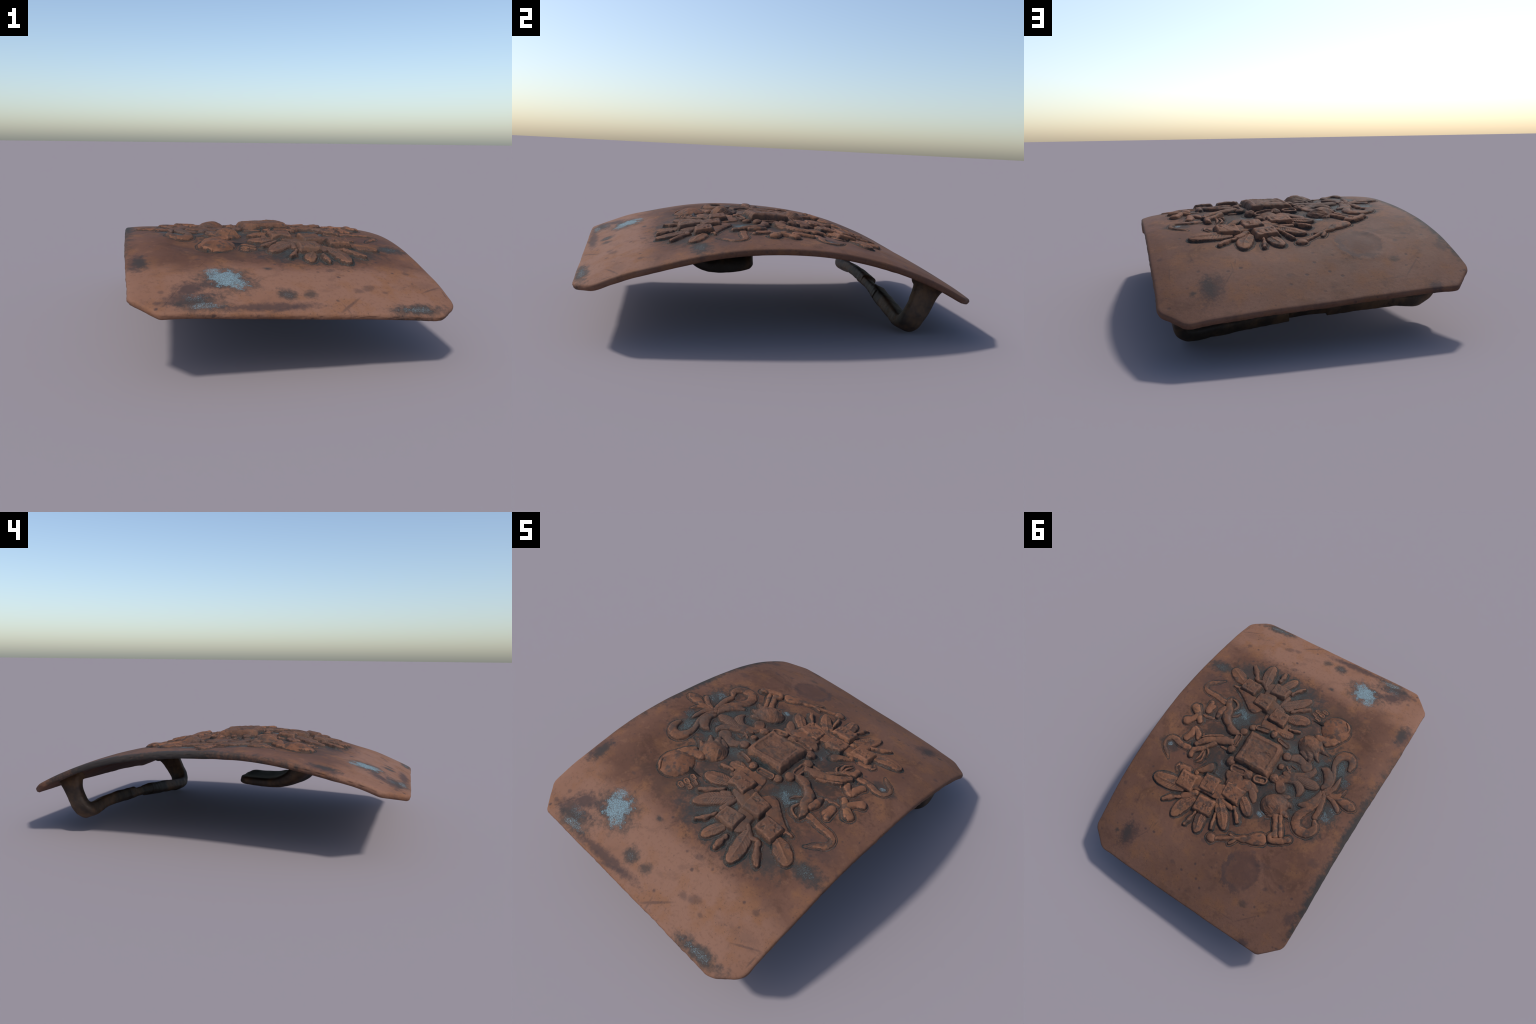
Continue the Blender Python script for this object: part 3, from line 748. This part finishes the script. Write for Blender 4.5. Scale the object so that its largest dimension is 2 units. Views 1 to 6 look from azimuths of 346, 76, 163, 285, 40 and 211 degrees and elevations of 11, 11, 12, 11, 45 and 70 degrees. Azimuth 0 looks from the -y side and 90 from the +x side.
stroke('acanthus_leaf', [(-0.482, -0.134, 0.0033), (-0.481, -0.099, 0.0132), (-0.48, -0.058, 0.0151), (-0.466, -0.018, 0.015), (-0.458, 0.001, 0.0124)], 0.015)
stroke('acanthus_leaf', [(-0.466, -0.006, 0.0092), (-0.512, -0.016, 0.0124), (-0.535, -0.041, 0.0098), (-0.548, -0.078, 0.0046)], 0.009)
stroke('acanthus_leaf', [(-0.46, 0, 0.0105), (-0.532, -0.004, 0.0161), (-0.604, 0.002, 0.0306), (-0.641, 0.003, 0.0129)], 0.013)
stroke('acanthus_leaf', [(-0.459, 0.011, 0.0097), (-0.514, 0.022, 0.0161), (-0.561, 0.056, 0.0161)], 0.01)
stroke('acanthus_scroll', [(-0.432, 0.002, 0.0137), (-0.451, 0.022, 0.0137), (-0.462, 0.07, 0.0182), (-0.467, 0.116, 0.0195), (-0.467, 0.162, 0.0168)], 0.014)
stroke('acanthus_scroll', [(-0.479, 0.185, 0.0129), (-0.498, 0.223, 0.0232), (-0.478, 0.268, 0.0271), (-0.427, 0.275, 0.029), (-0.387, 0.25, 0.0285), (-0.377, 0.207, 0.0279), (-0.396, 0.161, 0.0234), (-0.427, 0.113, 0.0169), (-0.444, 0.065, 0.0137), (-0.44, 0.028, 0.0117)], 0.014, ribs=True)
stroke('acanthus_leaf', [(-0.351, 0.139, 0.0117), (-0.387, 0.121, 0.0241), (-0.414, 0.078, 0.0254), (-0.422, 0.031, 0.018), (-0.418, 0.006, 0.0092)], 0.013, ribs=True)

# ------------------------------------------------------------------ strap loop and hook under the plate
def strap(name, path, wide, thick, across, parent, n=160, n_round=28, bumpy=.004):
    """Sweep a rounded-rectangle section along a 3D path; `across` is the width direction."""
    c = catmull(path, n)
    s = np.linspace(0, 1, len(path)); t = np.linspace(0, 1, n)
    W = catmull(np.array(wide)[:, None], n)[:, 0]; T = catmull(np.array(thick)[:, None], n)[:, 0]
    a = np.array(across, float); a /= np.linalg.norm(a)
    tan = np.gradient(c, axis=0); tan /= np.linalg.norm(tan, axis=1)[:, None]
    up = np.cross(tan, a); up /= np.linalg.norm(up, axis=1)[:, None]
    ang = np.linspace(0, 2 * math.pi, n_round, endpoint=False)
    ca, sa = np.cos(ang), np.sin(ang)
    sx = np.sign(ca) * np.abs(ca) ** .45; sy = np.sign(sa) * np.abs(sa) ** .6
    V = c[:, None] + a * (W[:, None] * .5 * sx)[..., None] + up[:, None] * (T[:, None] * .5 * sy)[..., None]
    d = V - c[:, None]
    k = bumpy * noise(V[..., 0], V[..., 1], V[..., 2], 14, 3)
    V = V + d / (np.linalg.norm(d, axis=-1, keepdims=True) + 1e-9) * k[..., None]
    faces = []
    for i in range(n - 1):
        for j in range(n_round):
            p, q = i * n_round + j, i * n_round + (j + 1) % n_round
            faces.append((p, q, q + n_round, p + n_round))
    faces.append(tuple(range(n_round - 1, -1, -1)))
    faces.append(tuple((n - 1) * n_round + j for j in range(n_round)))
    return mesh_object(name, V.reshape(-1, 3), faces, [dark_mat], parent)

ACROSS = (0, .924, -.383)
loop = strap('belt_loop',
    [(.600, .735, .262), (.614, .718, .238), (.626, .685, .175), (.628, .655, .116), (.608, .634, .071), (.555, .625, .056), (.44, .638, .070), (.30, .653, .087), (.13, .672, .106)],
    [.19, .150, .122, .116, .112, .108, .102, .096, .092],
    [.080, .062, .056, .060, .070, .072, .070, .072, .070], ACROSS, buckle)
loop_left = strap('belt_loop',
    [(-.555, .787, .310), (-.570, .772, .292), (-.580, .748, .234), (-.577, .726, .173), (-.550, .706, .141), (-.50, .705, .130), (-.38, .708, .136), (-.22, .703, .132), (-.055, .690, .121)],
    [.17, .125, .094, .092, .098, .100, .096, .094, .092],
    [.080, .062, .056, .060, .068, .072, .066, .070, .068], ACROSS, buckle)
bridge = strap('loop_bridge',
    [(-.13, .686, .124), (-.04, .680, .119), (.04, .673, .115), (.12, .664, .109), (.21, .652, .100)],
    [.080, .072, .068, .072, .080], [.060, .056, .054, .056, .060], ACROSS, buckle, 60)

def build_hook():
    """Broad tongue: leaves the plate, turns back under it and ends in a rounded, slightly raised tip."""
    prof = [(-.462, .455, .225, .17), (-.438, .400, .235, .125), (-.410, .350, .243, .100), (-.374, .308, .243, .084), (-.318, .279, .230, .068),
            (-.25, .265, .205, .056), (-.165, .264, .19, .052), (-.105, .268, .172, .048), (-.075, .272, .135, .044), (-.061, .275, .09, .032), (-.056, .275, .05, .012)]
    p = catmull(prof, 90)
    tan = np.gradient(p[:, :2], axis=0); tan /= np.linalg.norm(tan, axis=1)[:, None]
    nrm = np.stack([-tan[:, 1], tan[:, 0]], -1)
    m = 60
    ang = np.linspace(0, 2 * math.pi, m, endpoint=False)
    ca, sa = np.cos(ang), np.sin(ang)
    sx = np.sign(ca) * np.abs(ca) ** .3; sy = np.sign(sa) * np.abs(sa) ** .7
    X = p[:, 2:3] * sx
    yo = p[:, 0:1] + nrm[:, 0:1] * p[:, 3:4] * .5 * sy
    zo = p[:, 1:2] + nrm[:, 1:2] * p[:, 3:4] * .5 * sy - .15 * X
    lip = smooth(-.06, .17, X) * smooth(-.36, -.27, p[:, 0])[:, None]      # the catch is bent up along one side
    zo = zo + .032 * lip * np.maximum(sy, 0)
    V = np.stack([X - .085 + 0 * yo, yo, zo], -1)
    V[..., 2] += .003 * noise(V[..., 0], V[..., 1], V[..., 2], 16, 3)
    faces = []
    for i in range(len(p) - 1):
        for j in range(m):
            a, b = i * m + j, i * m + (j + 1) % m
            faces.append((a, b, b + m, a + m))
    faces.append(tuple(range(m - 1, -1, -1)))
    faces.append(tuple((len(p) - 1) * m + j for j in range(m)))
    return mesh_object('hook', V.reshape(-1, 3), faces, [dark_mat], buckle)
build_hook()

# consistent outward normals, and the lowest point on the ground
import bmesh
low = 1e9
for ob in list(bpy.data.objects):
    if ob.type != 'MESH':
        continue
    if ob.name.split('.')[0] in ('plate', 'hook', 'belt_loop', 'loop_bridge'):
        bm = bmesh.new(); bm.from_mesh(ob.data)
        bmesh.ops.recalc_face_normals(bm, faces=bm.faces)
        bm.to_mesh(ob.data); bm.free()
    co = np.empty(len(ob.data.vertices) * 3); ob.data.vertices.foreach_get('co', co)
    low = min(low, co[2::3].min())
print('lowest point', low)
if low < 0 or low > .004:
    buckle.location.z = .002 - low
